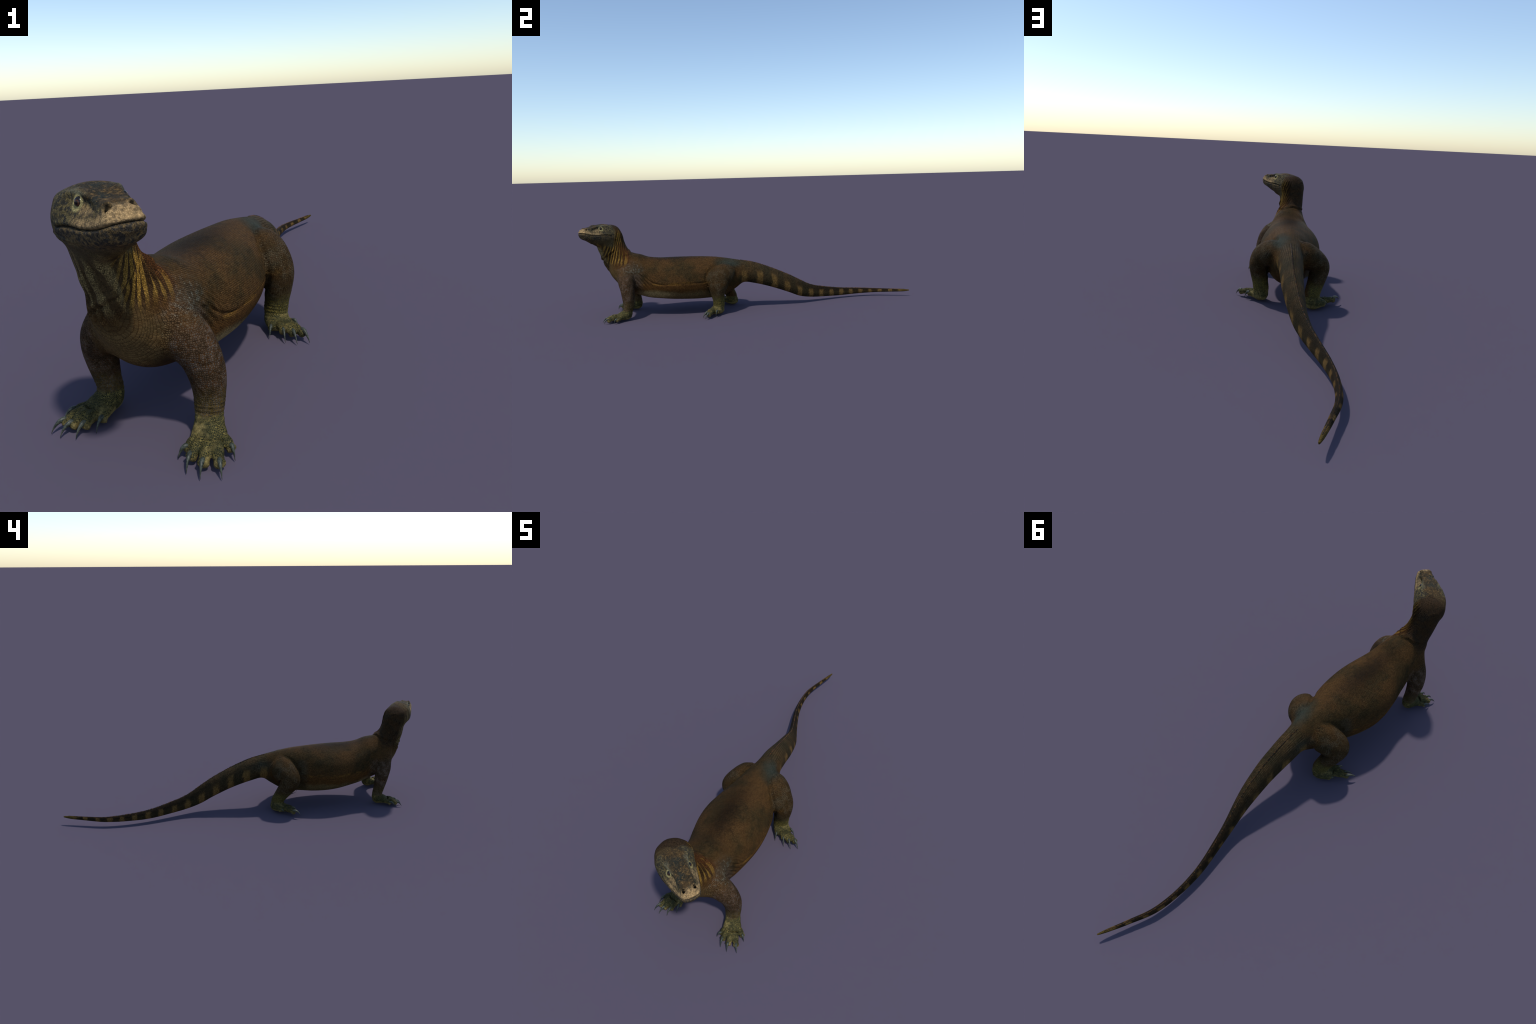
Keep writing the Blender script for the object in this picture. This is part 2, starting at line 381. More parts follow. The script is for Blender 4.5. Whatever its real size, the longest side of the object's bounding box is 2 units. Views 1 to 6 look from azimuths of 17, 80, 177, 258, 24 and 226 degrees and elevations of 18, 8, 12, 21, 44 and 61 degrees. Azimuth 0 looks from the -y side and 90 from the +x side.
def sculpt(P, N):
    d = np.zeros(len(P))
    x, y, z = P.T
    f, l, u = head_coords(P)
    al = np.abs(l)
    isf = ramp(f, -0.10, -0.08) * ramp(z, 0.44, 0.46)
    # mouth
    du = u - np.interp(f, MOUTH_F, MOUTH_U)
    lip = ramp(f, -0.062, -0.045) * ramp(u, -0.09, -0.07)
    d += lip * (-0.0040 * bump(du, 0.0019) + 0.0016 * bump(du - 0.006, 0.004) + 0.0010 * bump(du + 0.006, 0.004))
    # eyes: open socket with a raised lid ring
    e = np.sqrt((f - EYE[0]) ** 2 + ((u - EYE[2]) * 1.45) ** 2 + (0.7 * (al - EYE[1])) ** 2)
    d += isf * (-0.0056 * bump(np.maximum(e - 0.0056, 0), 0.0012) + 0.0018 * bump(e - 0.0092, 0.0022))
    # brow ridge, hollow in front of and behind the eye
    br = np.interp(f, [-0.04, 0.0, 0.03, 0.055], [0.0105, 0.0165, 0.0115, 0.006])
    d += isf * ramp(f, -0.05, -0.015) * (1 - ramp(f, 0.045, 0.065)) * ramp(al, 0.015, 0.028) * (0.0046 * bump(u - br, 0.0042))
    d -= isf * 0.0030 * bump(u - br + 0.010, 0.0055) * ramp(f, 0.010, 0.020) * (1 - ramp(f, 0.05, 0.07)) * ramp(al, 0.018, 0.028)
    d += isf * 0.0025 * bump(f + 0.070, 0.03) * bump(u + 0.03, 0.03) * ramp(al, 0.03, 0.05)
    # crown: shallow groove between the brows
    d -= isf * 0.0025 * bump(l, 0.010) * bump(f - 0.03, 0.035) * ramp(u, 0.0, 0.01)
    # nostrils
    n = np.sqrt((f - NOSTRIL[0]) ** 2 + (al - NOSTRIL[1]) ** 2 + (0.5 * (u - NOSTRIL[2])) ** 2)
    d += -0.0068 * bump(np.maximum(n - 0.0034, 0), 0.0022) + 0.0022 * bump(n - 0.0088, 0.003)
    nb = np.sqrt((f - 0.0795) ** 2 + (al - 0.0175) ** 2 + (0.5 * (u - 0.009)) ** 2)
    d += 0.0036 * bump(nb, 0.0065)
    # cheek folds behind and under the mouth corner
    d += isf * ramp(-f, -0.02, 0.02) * ramp(-u, 0.048, 0.058) * (1 - ramp(-u, 0.085, 0.10)) * 0.0011 * np.sin(u * 720 + 40 * f + 1.5 * cloud(P, 60, 3))
    # ---- neck: pleats that wind down and forward, finer on the inner (left) side of the turn
    phi = neck_angle(P)
    nk = ramp(z, 0.315, 0.35) * (1 - ramp(u, -0.03, 0.0)) * (1 - ramp(f + 0.10 * u, -0.078, -0.064) * ramp(u - 0.3 * f, -0.10, -0.08)) * (1 - ramp(y, -0.755, -0.74))
    warp = 2.2 * cloud(P, 28, 1) + 1.1 * cloud(P, 60, 2)
    ph = (phi - FOLD_SKEW * (z - 0.44)) * FOLD_K
    left = ramp(phi, -0.35, 0.1) * (1 - ramp(phi, 1.9, 2.3))
    d += nk * left * 0.0024 * (0.85 + 0.5 * cloud(P, 45, 12)) * (np.sin(ph + warp) + 0.4 * np.sin(2 * ph + 2 * warp))
    front = ramp(phi, -2.5, -1.9) * (1 - ramp(phi, -0.25, 0.1))
    nk2 = ramp(z, 0.25, 0.31) * (1 - ramp(u - 0.45 * f, -0.115, -0.085)) * (1 - ramp(y, -0.79, -0.77))
    ph2 = (phi + 2.0 * (z - 0.40)) * 17.0
    d += nk2 * front * 0.0036 * np.sin(ph2 + 1.2 * warp)
    # throat fold and collar fold
    zt = 0.336 + 0.045 * np.clip(phi + 0.45, -1, 2)
    m = ramp(phi, -1.5, -0.9) * (1 - ramp(phi, 0.5, 0.9)) * (1 - ramp(y, -0.80, -0.78))
    d += m * (-0.0050 * bump(z - zt + 0.004, 0.0042) + 0.0042 * bump(z - zt - 0.008, 0.008))
    back = np.where(phi < -1.0, phi + 2 * np.pi, phi)
    zn = 0.372 - 0.020 * np.abs(back - 2.3)
    m = ramp(back, 1.0, 1.5) * (1 - ramp(back, 3.4, 3.9)) * ramp(y, -0.83, -0.80) * (1 - ramp(y, -0.70, -0.68))
    d += m * (-0.0032 * bump(z - zn, 0.0036) + 0.0026 * bump(z - zn - 0.009, 0.006))
    # ---- trunk: side fold, creases behind the arm, hip and shoulder muscles
    zf = np.interp(y, [-0.72, -0.66, -0.62, -0.58, -0.25], [0.262, 0.235, 0.204, 0.190, 0.190])
    flank = ramp(y, -0.70, -0.66) * (1 - ramp(y, -0.32, -0.26))
    fm = np.interp(y, [-0.66, -0.56, -0.50], [1.0, 0.9, 0.5]) * (0.75 + 0.5 * cloud(P, 40, 9))
    d += flank * fm * ramp(x, 0.05, 0.08) * (-0.0034 * bump(z - zf, 0.0042) + 0.0022 * bump(z - zf - 0.011, 0.008) + 0.0014 * bump(z - zf + 0.010, 0.007))
    d += flank * ramp(-x, 0.07, 0.10) * (-0.0016 * bump(z - zf + 0.02, 0.005))
    arm = bump(np.hypot(y + 0.665, z - 0.225), 0.045) * ramp(np.abs(x), 0.04, 0.07)
    d += arm * 0.0020 * np.sin(330 * (y + 0.75 * z) + warp)
    d += 0.0012 * cloud(P, 22, 7) * ramp(y, -0.80, -0.70) * (1 - ramp(y, 0.0, 0.1))
    # ---- wrists and ankles: skin creases; paws: tendons
    low = (1 - ramp(z, 0.075, 0.09)) * ramp(z, 0.028, 0.04) * (1 - ramp(y, 0.0, 0.02)) * ramp(np.abs(x), 0.07, 0.08)
    wy = z + 0.30 * (y - np.where(y < -0.5, -0.76, -0.22))
    d += low * 0.0005 * np.sin(620 * wy + 1.5 * warp)
    # tail: low keel along the top
    zt_ = np.interp(y, [s[0] for s in TRUNK], [s[2] for s in TRUNK]); xt_ = np.interp(y, [s[0] for s in TRUNK], [s[1] for s in TRUNK])
    d += ramp(y, -0.10, 0.02) * (1 - ramp(y, 0.85, 0.95)) * 0.0020 * bump(x - xt_, 0.005) * ramp(z - zt_, -0.02, -0.006)
    return d
# part labels (before sculpting, so that creases can follow the joints)
FC = V[F].mean(1)
gi = np.clip(np.round((FC - LO) / VOX).astype(int), 0, DIM - 1)
lab = LABEL[tuple(gi.T)].astype(int)
lab[lab < 0] = 0
ti = len(PARTS); PARTS.append("tail")
lab[(lab == 0) & (FC[:, 1] > -0.10)] = ti
# majority filter keeps the borders clean
for _ in range(6):
    cnt = np.zeros((len(V), len(PARTS)), np.int16)
    for k in range(4): np.add.at(cnt, (F[:, k], lab), 1)
    lab = cnt[F].sum(1).argmax(1)


def joint_distance(part_a, part_b):
    """distance of every vertex to the border line between two parts, up to 4 cm"""
    from mathutils.kdtree import KDTree
    a = np.zeros(len(V), bool); b = np.zeros(len(V), bool)
    a[F[lab == PARTS.index(part_a)].ravel()] = True; b[F[lab == PARTS.index(part_b)].ravel()] = True
    idx = np.nonzero(a & b)[0]
    out = np.full(len(V), 0.1)
    if not len(idx): return out
    kd = KDTree(len(idx))
    for i, j in enumerate(idx): kd.insert(V[j], i)
    kd.balance()
    lo = V[idx].min(0) - 0.04; hi = V[idx].max(0) + 0.04
    for j in np.nonzero(((V > lo) & (V < hi)).all(1) & (a_or(part_a) | a_or(part_b)))[0]: out[j] = kd.find(V[j])[2]
    return out
def a_or(part):
    m = np.zeros(len(V), bool); m[F[lab == PARTS.index(part)].ravel()] = True; return m

N = normals(V, F)
dent = sculpt(V, N)
for side in ("left", "right"):
    jd = joint_distance("torso", "hind_leg_" + side)
    m = (1 - ramp(V[:, 1], -0.215, -0.165))
    dent -= m * (0.0075 if side == "left" else 0.0045) * bump(jd, 0.0085)
    jd = joint_distance("torso", "foreleg_" + side)
    m = ramp(V[:, 1], -0.755, -0.730) * (1 - ramp(V[:, 2], 0.235, 0.265))
    dent -= m * 0.0035 * bump(jd, 0.007)
V = V + N * dent[:, None]

# ------------------------------------------------------------------ split into named parts
def reset():
    for o in list(bpy.data.objects): bpy.data.objects.remove(o)
reset()
root = bpy.data.objects.new("komodo_dragon", None)
root.empty_display_size = 0.2
bpy.context.scene.collection.objects.link(root)
root["label"] = "dark brown komodo dragon standing with head turned sideways"
root["category"] = "monitor lizard"

def add_object(name, mesh, parent, mat=None):
    o = bpy.data.objects.new(name, mesh)
    bpy.context.scene.collection.objects.link(o)
    o.parent = parent
    if mat: mesh.materials.append(mat)
    return o

# ------------------------------------------------------------------ materials
def srgb(r, g, b):
    f = lambda c: (c / 255 / 12.92) if c <= 10 else ((c / 255 + 0.055) / 1.055) ** 2.4
    return (f(r), f(g), f(b), 1.0)

class Nodes:
    """Small helper that writes shader maths as expressions."""
    def __init__(self, mat):
        mat.use_nodes = True
        self.t = mat.node_tree
        self.t.nodes.clear()
    def new(self, kind): return self.t.nodes.new(kind)
    def put(self, sock, v):
        if hasattr(v, "is_output"): self.t.links.new(v, sock)
        else: sock.default_value = v
    def m(self, op, a, b=0.0, c=None, clamp=False):
        n = self.new("ShaderNodeMath"); n.operation = op; n.use_clamp = clamp
        self.put(n.inputs[0], a); self.put(n.inputs[1], b)
        if c is not None: self.put(n.inputs[2], c)
        return n.outputs[0]
    def add(self, *a):
        r = a[0]
        for x in a[1:]: r = self.m("ADD", r, x)
        return r
    def sub(self, a, b): return self.m("SUBTRACT", a, b)
    def mul(self, *a):
        r = a[0]
        for x in a[1:]: r = self.m("MULTIPLY", r, x)
        return r
    def inv(self, a): return self.m("SUBTRACT", 1.0, a)
    def step(self, v, lo, hi, a=0.0, b=1.0):
        n = self.new("ShaderNodeMapRange"); n.interpolation_type = "SMOOTHSTEP"
        if lo > hi: lo, hi, a, b = hi, lo, b, a
        self.put(n.inputs[0], v)
        for i, x in zip((1, 2, 3, 4), (lo, hi, a, b)): n.inputs[i].default_value = x
        return n.outputs[0]
    def bell(self, v, centre, width):
        q = self.m("DIVIDE", self.sub(v, centre), width)
        return self.m("EXPONENT", self.mul(-1.0, self.mul(q, q)))
    def curve(self, v, pts, lo, hi, vlo, vhi):
        """smooth profile through (x, value) points."""
        x = self.m("DIVIDE", self.sub(v, lo), hi - lo)
        n = self.new("ShaderNodeFloatCurve"); c = n.mapping.curves[0]
        P = [((p - lo) / (hi - lo), (q - vlo) / (vhi - vlo)) for p, q in pts]
        c.points[0].location = P[0]; c.points[1].location = P[-1]
        for p in P[1:-1]: c.points.new(*p)
        n.mapping.update()
        self.put(n.inputs["Value"], x)
        return self.add(self.mul(n.outputs[0], vhi - vlo), vlo)
    def vec(self, x, y, z):
        n = self.new("ShaderNodeCombineXYZ")
        for s, v in zip(n.inputs, (x, y, z)): self.put(s, v)
        return n.outputs[0]
    def dot(self, a, b):
        n = self.new("ShaderNodeVectorMath"); n.operation = "DOT_PRODUCT"
        self.put(n.inputs[0], a); self.put(n.inputs[1], b); return n.outputs["Value"]
    def vsub(self, a, b):
        n = self.new("ShaderNodeVectorMath"); n.operation = "SUBTRACT"
        self.put(n.inputs[0], a); self.put(n.inputs[1], b); return n.outputs[0]
    def vmul(self, a, b):
        n = self.new("ShaderNodeVectorMath"); n.operation = "MULTIPLY"
        self.put(n.inputs[0], a); self.put(n.inputs[1], b); return n.outputs[0]
    def length(self, a):
        n = self.new("ShaderNodeVectorMath"); n.operation = "LENGTH"; self.put(n.inputs[0], a); return n.outputs["Value"]
    def noise(self, v, scale, detail=3.0, rough=0.55):
        n = self.new("ShaderNodeTexNoise"); n.inputs["Scale"].default_value = scale
        n.inputs["Detail"].default_value = detail; n.inputs["Roughness"].default_value = rough
        self.put(n.inputs["Vector"], v); return n.outputs[0]
    def voronoi(self, v, scale, rnd, dims="3D", feature="F1", out="Distance"):
        n = self.new("ShaderNodeTexVoronoi"); n.voronoi_dimensions = dims; n.feature = feature
        n.inputs["Scale"].default_value = scale; n.inputs["Randomness"].default_value = rnd
        self.put(n.inputs["Vector"], v); return n.outputs[out]
    def mix(self, fac, a, b):
        n = self.new("ShaderNodeMix"); n.data_type = "RGBA"
        self.put(n.inputs[0], fac); self.put(n.inputs[6], a); self.put(n.inputs[7], b); return n.outputs[2]
    def scale_colour(self, col, f):
        n = self.new("ShaderNodeVectorMath"); n.operation = "SCALE"
        self.put(n.inputs[0], col); self.put(n.inputs["Scale"], f); return n.outputs[0]
    def ball(self, p, centre, radii, soft=0.5, warp=None):
        """soft ellipsoid mask, 1 inside."""
        q = self.vmul(self.vsub(p, centre), tuple(1.0 / r for r in radii))
        d = self.length(q)
        if warp is not None: d = self.add(d, self.mul(self.sub(warp, 0.5), 0.7))
        return self.step(d, 1.0 + soft * 0.5, 1.0 - soft)

def skin_material(name, pattern):
    mat = bpy.data.materials.new(name)
    N = Nodes(mat)
    tc = N.new("ShaderNodeTexCoord"); p = tc.outputs["Object"]
    sx = N.new("ShaderNodeSeparateXYZ"); N.put(sx.inputs[0], p)
    x, y, z = sx.outputs
    big = N.noise(p, 9.0, 4.0); mid = N.noise(p, 38.0, 4.0); fine = N.noise(p, 160.0, 3.0)
    mid2 = N.noise(N.vec(N.add(y, 3.1), z, x), 30.0, 4.0)
    streak = N.noise(N.vec(N.mul(x, 60.0), N.mul(y, 18.0), N.mul(z, 60.0)), 1.0, 3.0)
    # body axis profile: centre and half height of the trunk along y
    zc = N.curve(y, [(s[0], (s[2] + s[3]) / 2) for s in TRUNK[::2]] + [(1.0, 0.037)], -1.0, 1.0, 0.0, 0.4)
    xc = N.curve(y, [(s[0], s[1]) for s in TRUNK[::2]] + [(1.0, -0.011)], -1.0, 1.0, -0.15, 0.05)
    hh = N.curve(y, [(s[0], (s[2] - s[3]) / 2) for s in TRUNK[::2]] + [(1.0, 0.003)], -1.0, 1.0, 0.0, 0.2)
    rz = N.m("DIVIDE", N.sub(z, zc), hh)           # -1 belly ... +1 back
    rx = N.m("DIVIDE", N.sub(x, xc), hh)
    # limb coordinate
    # ---------------- trunk colours: scale centre (A) and skin between the scales (B)
    A = N.mix(N.step(big, 0.38, 0.60), srgb(*BACK_A), srgb(*BACK_A2))
    A = N.mix(N.mul(N.step(mid, 0.42, 0.7), 0.45), A, srgb(60, 48, 28))
    B = N.mix(N.step(mid, 0.35, 0.65), srgb(26, 19, 10), srgb(62, 40, 18))
    # dark broad stripe along the spine of the chest and belly
    spine = N.mul(N.bell(N.add(rx, N.mul(N.sub(mid, 0.5), 0.5)), 0.0, 0.40), N.step(rz, 0.3, 0.75), N.bell(N.add(y, 0.50), 0.0, 0.18))
    A = N.mix(N.mul(spine, 0.95), A, srgb(25, 19, 12)); B = N.mix(N.mul(spine, 0.7), B, srgb(48, 32, 16))
    # flank: rusty brown below the side fold, then pale belly
    body = N.mul(N.step(y, -0.74, -0.66), N.step(y, -0.16, -0.24))
    wz = N.add(z, N.mul(N.sub(mid2, 0.5), 0.03), N.mul(N.sub(big, 0.5), 0.03))
    rust = N.mul(body, N.step(wz, 0.205, 0.180))
    A = N.mix(N.mul(rust, 0.65), A, srgb(92, 61, 29)); B = N.mix(N.mul(rust, 0.6), B, srgb(62, 42, 20))
    belly = N.mul(body, N.step(wz, 0.152, 0.120))
    A = N.mix(N.mul(belly, 0.85), A, srgb(108, 93, 62)); B = N.mix(N.mul(belly, 0.7), B, srgb(70, 58, 36))
    cream = N.ball(p, (0.07, -0.61, 0.128), (0.075, 0.115, 0.030), 0.6, mid)
    cream = N.m("MAXIMUM", cream, N.mul(0.6, N.ball(p, (-0.07, -0.66, 0.125), (0.075, 0.06, 0.04), 0.7, mid)))
    A = N.mix(N.mul(cream, 0.8), A, srgb(172, 150, 102)); B = N.mix(N.mul(cream, 0.7), B, srgb(100, 84, 52))
    # ochre specks along the side fold
    fold = N.mul(body, N.bell(z, 0.192, 0.008), N.step(streak, 0.48, 0.6), N.step(N.m("ABSOLUTE", x), 0.05, 0.08))
    A = N.mix(N.mul(fold, 0.7), A, srgb(122, 88, 38))
    # chest
    chest = N.ball(p, (-0.02, -0.835, 0.220), (0.085, 0.065, 0.090), 0.8, mid)
    A = N.mix(N.mul(chest, 0.85), A, srgb(120, 98, 62)); B = N.mix(N.mul(chest, 0.7), B, srgb(82, 62, 37))
    # rump: blue-grey patches on the hips
    teal = N.m("MAXIMUM", N.ball(p, (0.050, -0.165, 0.290), (0.050, 0.085, 0.035), 0.9, mid2),
               N.ball(p, (-0.055, -0.055, 0.245), (0.030, 0.075, 0.045), 0.9, mid2))
    A = N.mix(N.mul(teal, 0.75), A, srgb(52, 62, 56)); B = N.mix(N.mul(teal, 0.6), B, srgb(34, 42, 36))
    # orange skin in the groin crease
    groin = N.ball(p, (0.090, -0.302, 0.215), (0.014, 0.026, 0.055), 0.8)
    A = N.mix(N.mul(groin, 0.8), A, srgb(128, 84, 30)); B = N.mix(N.mul(groin, 0.8), B, srgb(92, 56, 18))
    # pale flecks over the shoulder blade
    sh = N.ball(p, (0.070, -0.740, 0.275), (0.050, 0.070, 0.050), 0.9, mid)
    fleck = N.mul(sh, N.step(N.noise(p, 95.0, 2.0), 0.50, 0.64))
    A = N.mix(N.mul(sh, 0.35), A, srgb(86, 84, 74)); A = N.mix(N.mul(fleck, 0.75), A, srgb(112, 112, 98))
    rustsh = N.ball(p, (0.045, -0.785, 0.33), (0.05, 0.05, 0.06), 0.9, mid)
    A = N.mix(N.mul(rustsh, 0.6), A, srgb(104, 62, 26))
    # ---------------- limbs
    limb_m = N.m("MAXIMUM", N.mul(N.step(y, -0.66, -0.70), N.step(z, 0.270, 0.225), N.step(N.m("ABSOLUTE", N.add(x, 0.02)), 0.075, 0.095)),
                 N.mul(N.step(N.m("ABSOLUTE", N.sub(x, 0.0)), 0.075, 0.095), N.step(y, -0.33, -0.29), N.step(y, -0.08, -0.10), N.step(z, 0.30, 0.25)))
    low = N.step(N.add(z, N.mul(N.sub(mid2, 0.5), 0.05)), 0.125, 0.085)
    foot = N.mul(N.step(N.add(z, N.mul(N.sub(mid, 0.5), 0.012)), 0.062, 0.050), N.step(y, 0.0, -0.02))
    low = N.mul(low, N.step(y, 0.0, -0.02), N.m("MAXIMUM", limb_m, foot))
    hind = N.step(y, -0.45, -0.40)
    A = N.mix(N.mul(limb_m, 0.8), A, N.mix(hind, N.mix(N.step(mid, 0.42, 0.66), srgb(70, 57, 44), srgb(92, 84, 76)), N.mix(N.step(mid2, 0.42, 0.64), srgb(54, 45, 27), srgb(74, 68, 52))))  # foreleg: light grey patches paint the bluish sheen highlights into the colour
    B = N.mix(limb_m, B, N.mix(N.mul(N.step(mid, 0.3, 0.7), N.sub(1.0, N.mul(hind, 0.6))), srgb(36, 26, 15), srgb(78, 50, 24)))
    A = N.mix(N.mul(low, N.add(0.35, N.mul(hind, 0.5))), A, srgb(54, 54, 34)); B = N.mix(N.mul(low, N.add(0.3, N.mul(hind, 0.6))), B, srgb(104, 92, 44))
    A = N.mix(foot, A, N.mix(N.step(N.add(mid2, N.step(z, 0.03, 0.01, 0.0, 0.25)), 0.52, 0.72), srgb(44, 45, 31), srgb(118, 104, 66)))
    B = N.mix(foot, B, N.mix(N.step(mid, 0.35, 0.6), srgb(122, 108, 60), srgb(84, 78, 46)))
    # ---------------- tail: tan blotches on the sides and dark saddles between
    tail_m = N.step(N.add(y, N.mul(N.sub(mid2, 0.5), 0.06)), -0.14, -0.02)
    ph = N.add(N.mul(y, 10.95), N.mul(N.mul(y, y), 3.25), 0.85, N.mul(N.sub(mid, 0.5), 0.35))
    wave = N.m("COSINE", N.mul(ph, 2 * math.pi))
    side = N.add(rz, N.mul(N.sub(big, 0.5), 0.5), N.mul(N.sub(mid2, 0.5), 0.5))
    reach = N.step(y, 0.2, 0.75, 0.25, 0.85)
    blot = N.mul(N.step(y, -0.125, -0.10), N.step(N.add(wave, N.mul(N.sub(fine, 0.5), 0.8)), 0.0, 0.75), N.step(N.sub(side, reach), 0.25, -0.3), N.step(mid2, 0.25, 0.5, 0.55, 1.0))
    saddle = N.mul(tail_m, N.step(wave, 0.0, -0.7), N.step(y, -0.06, 0.05))
    A = N.mix(N.mul(tail_m, 0.65), A, N.mix(N.step(big, 0.4, 0.6), srgb(52, 47, 32), srgb(64, 53, 35)))
    B = N.mix(N.mul(tail_m, 0.8), B, srgb(34, 29, 19))
    A = N.mix(N.mul(saddle, 0.45, N.step(big, 0.35, 0.6, 0.4, 1.0)), A, srgb(36, 38, 28))
    A = N.mix(N.mul(tail_m, N.step(y, 0.10, 0.45), N.step(rz, 0.0, 0.6), 0.85), A, srgb(24, 19, 14))
    A = N.mix(N.mul(blot, 0.75), A, srgb(124, 95, 52)); B = N.mix(N.mul(blot, 0.8), B, srgb(82, 63, 35))
    A = N.mix(N.mul(tail_m, N.step(y, 0.9, 0.98), 0.8), A, srgb(112, 92, 44))
    # ---------------- neck: angle round the neck axis gives the pleats
    ncx, ncy = -0.035, -0.83
    dv = N.vec(N.sub(x, ncx), N.sub(N.sub(y, ncy), N.mul(N.sub(z, 0.41), -0.2)), 0.0)
    phi = N.m("ARCTAN2", N.dot(dv, tuple(HL)), N.dot(dv, tuple(HF)))
    neck_m = N.mul(N.step(N.add(z, N.mul(N.sub(mid2, 0.5), 0.03)), 0.29, 0.34), N.step(y, -0.735, -0.755))
    u_ = N.sub(z, float(H0[2])); hv = N.vsub(p, tuple(H0))
    f_ = N.dot(hv, tuple(HF)); l_ = N.dot(hv, tuple(HL)); al = N.m("ABSOLUTE", l_)
    head_m = N.mul(N.step(N.add(f_, N.mul(u_, 0.10), N.mul(N.sub(mid, 0.5), 0.03)), -0.086, -0.064),
                   N.step(N.add(u_, N.mul(f_, -0.30), N.mul(N.sub(mid, 0.5), 0.02)), -0.105, -0.078))
    skull = N.mul(N.step(f_, -0.16, -0.12), N.step(u_, -0.045, -0.01))
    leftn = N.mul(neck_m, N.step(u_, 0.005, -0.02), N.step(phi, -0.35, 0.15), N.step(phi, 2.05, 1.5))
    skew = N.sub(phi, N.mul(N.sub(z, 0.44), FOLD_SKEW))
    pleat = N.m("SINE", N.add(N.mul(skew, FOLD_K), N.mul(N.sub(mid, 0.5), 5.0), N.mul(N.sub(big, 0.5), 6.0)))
    A = N.mix(N.mul(neck_m, 0.8), A, N.mix(N.step(mid, 0.4, 0.6), srgb(58, 46, 33), srgb(68, 49, 30))); B = N.mix(N.mul(neck_m, 0.8), B, srgb(24, 20, 16))
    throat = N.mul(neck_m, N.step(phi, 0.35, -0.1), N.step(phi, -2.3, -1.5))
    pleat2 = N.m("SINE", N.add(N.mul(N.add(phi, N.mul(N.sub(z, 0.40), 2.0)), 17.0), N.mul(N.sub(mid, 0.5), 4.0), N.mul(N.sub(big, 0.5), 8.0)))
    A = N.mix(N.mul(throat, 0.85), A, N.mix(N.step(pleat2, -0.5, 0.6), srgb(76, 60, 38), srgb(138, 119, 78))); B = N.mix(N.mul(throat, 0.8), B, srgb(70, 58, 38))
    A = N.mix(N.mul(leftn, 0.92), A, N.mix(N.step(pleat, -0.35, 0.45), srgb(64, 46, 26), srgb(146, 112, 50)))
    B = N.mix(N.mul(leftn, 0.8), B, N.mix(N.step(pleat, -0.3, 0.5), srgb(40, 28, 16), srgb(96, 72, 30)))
    redn = N.mul(N.step(phi, 1.0, 1.45), N.step(phi, 2.2, 1.7), N.step(z, 0.45, 0.40), neck_m)
    A = N.mix(N.mul(redn, 0.6), A, srgb(92, 52, 24))
    # ---------------- head
    spk = N.step(N.voronoi(p, 330.0, 1.0), 0.35, 0.55)
    mou = N.curve(f_, list(zip(MOUTH_F[::-1][::-1], MOUTH_U)), -0.075, 0.13, -0.06, 0.0)
    above = N.step(N.sub(u_, mou), -0.001, 0.001)
    topc = N.mix(N.step(mid, 0.4, 0.6), srgb(58, 52, 40), srgb(84, 66, 42))
    topc = N.mix(N.step(mid2, 0.5, 0.66), topc, srgb(48, 49, 42))
    topc = N.mix(N.mul(N.step(fine, 0.52, 0.66), 0.7), topc, srgb(122, 96, 58))
    sidec = N.mix(N.step(fine, 0.40, 0.62), srgb(58, 56, 50), srgb(112, 98, 64))
    hc = N.mix(N.step(N.add(al, N.mul(u_, -0.9), N.mul(N.sub(mid2, 0.5), 0.012)), 0.018, 0.030), topc, sidec)
    # pale snout, lips and the patch between eye and nostril
    tan = N.m("MAXIMUM", N.step(N.add(f_, N.mul(u_, -0.9), N.mul(N.sub(mid, 0.5), 0.03)), 0.070, 0.092),
              N.mul(N.step(f_, -0.01, 0.03), N.bell(N.sub(u_, mou), 0.006, 0.011)))
    tan = N.m("MAXIMUM", tan, N.mul(0.75, N.ball(N.vec(f_, al, u_), (0.030, 0.036, -0.008), (0.030, 0.012, 0.010), 0.8, mid)))
    tanc = N.mix(N.step(fine, 0.36, 0.60), srgb(116, 97, 70), srgb(178, 147, 102))
    hc = N.mix(N.mul(tan, above, 0.95), hc, tanc)
    jawc = N.mix(N.step(N.add(N.mul(fine, 0.6), N.mul(mid, 0.4)), 0.43, 0.57), srgb(62, 58, 52), srgb(116, 96, 64))
    jawc = N.mix(N.step(u_, -0.050, -0.08), jawc, srgb(90, 78, 52))
    hc = N.mix(N.inv(above), hc, jawc)
    lid = N.length(N.vmul(N.vsub(N.vec(f_, al, u_), EYE), (1.0, 0.55, 0.9)))
    hc = N.mix(N.step(N.add(lid, N.mul(N.sub(fine, 0.5), 0.004)), 0.0150, 0.0105), hc, srgb(174, 160, 108))
    brow = N.mul(N.bell(N.sub(u_, N.mul(f_, -0.05)), 0.0155, 0.0035), N.bell(f_, -0.004, 0.022), N.step(al, 0.022, 0.03))
    hc = N.mix(N.mul(brow, 0.7), hc, srgb(140, 138, 112))
    A = N.mix(N.mul(skull, 0.7), A, srgb(66, 50, 34))
    A = N.mix(head_m, A, hc)
    hb = N.mix(0.55, hc, N.mix(N.mul(tan, above), srgb(28, 26, 22), srgb(104, 86, 62)))
    B = N.mix(head_m, B, hb)
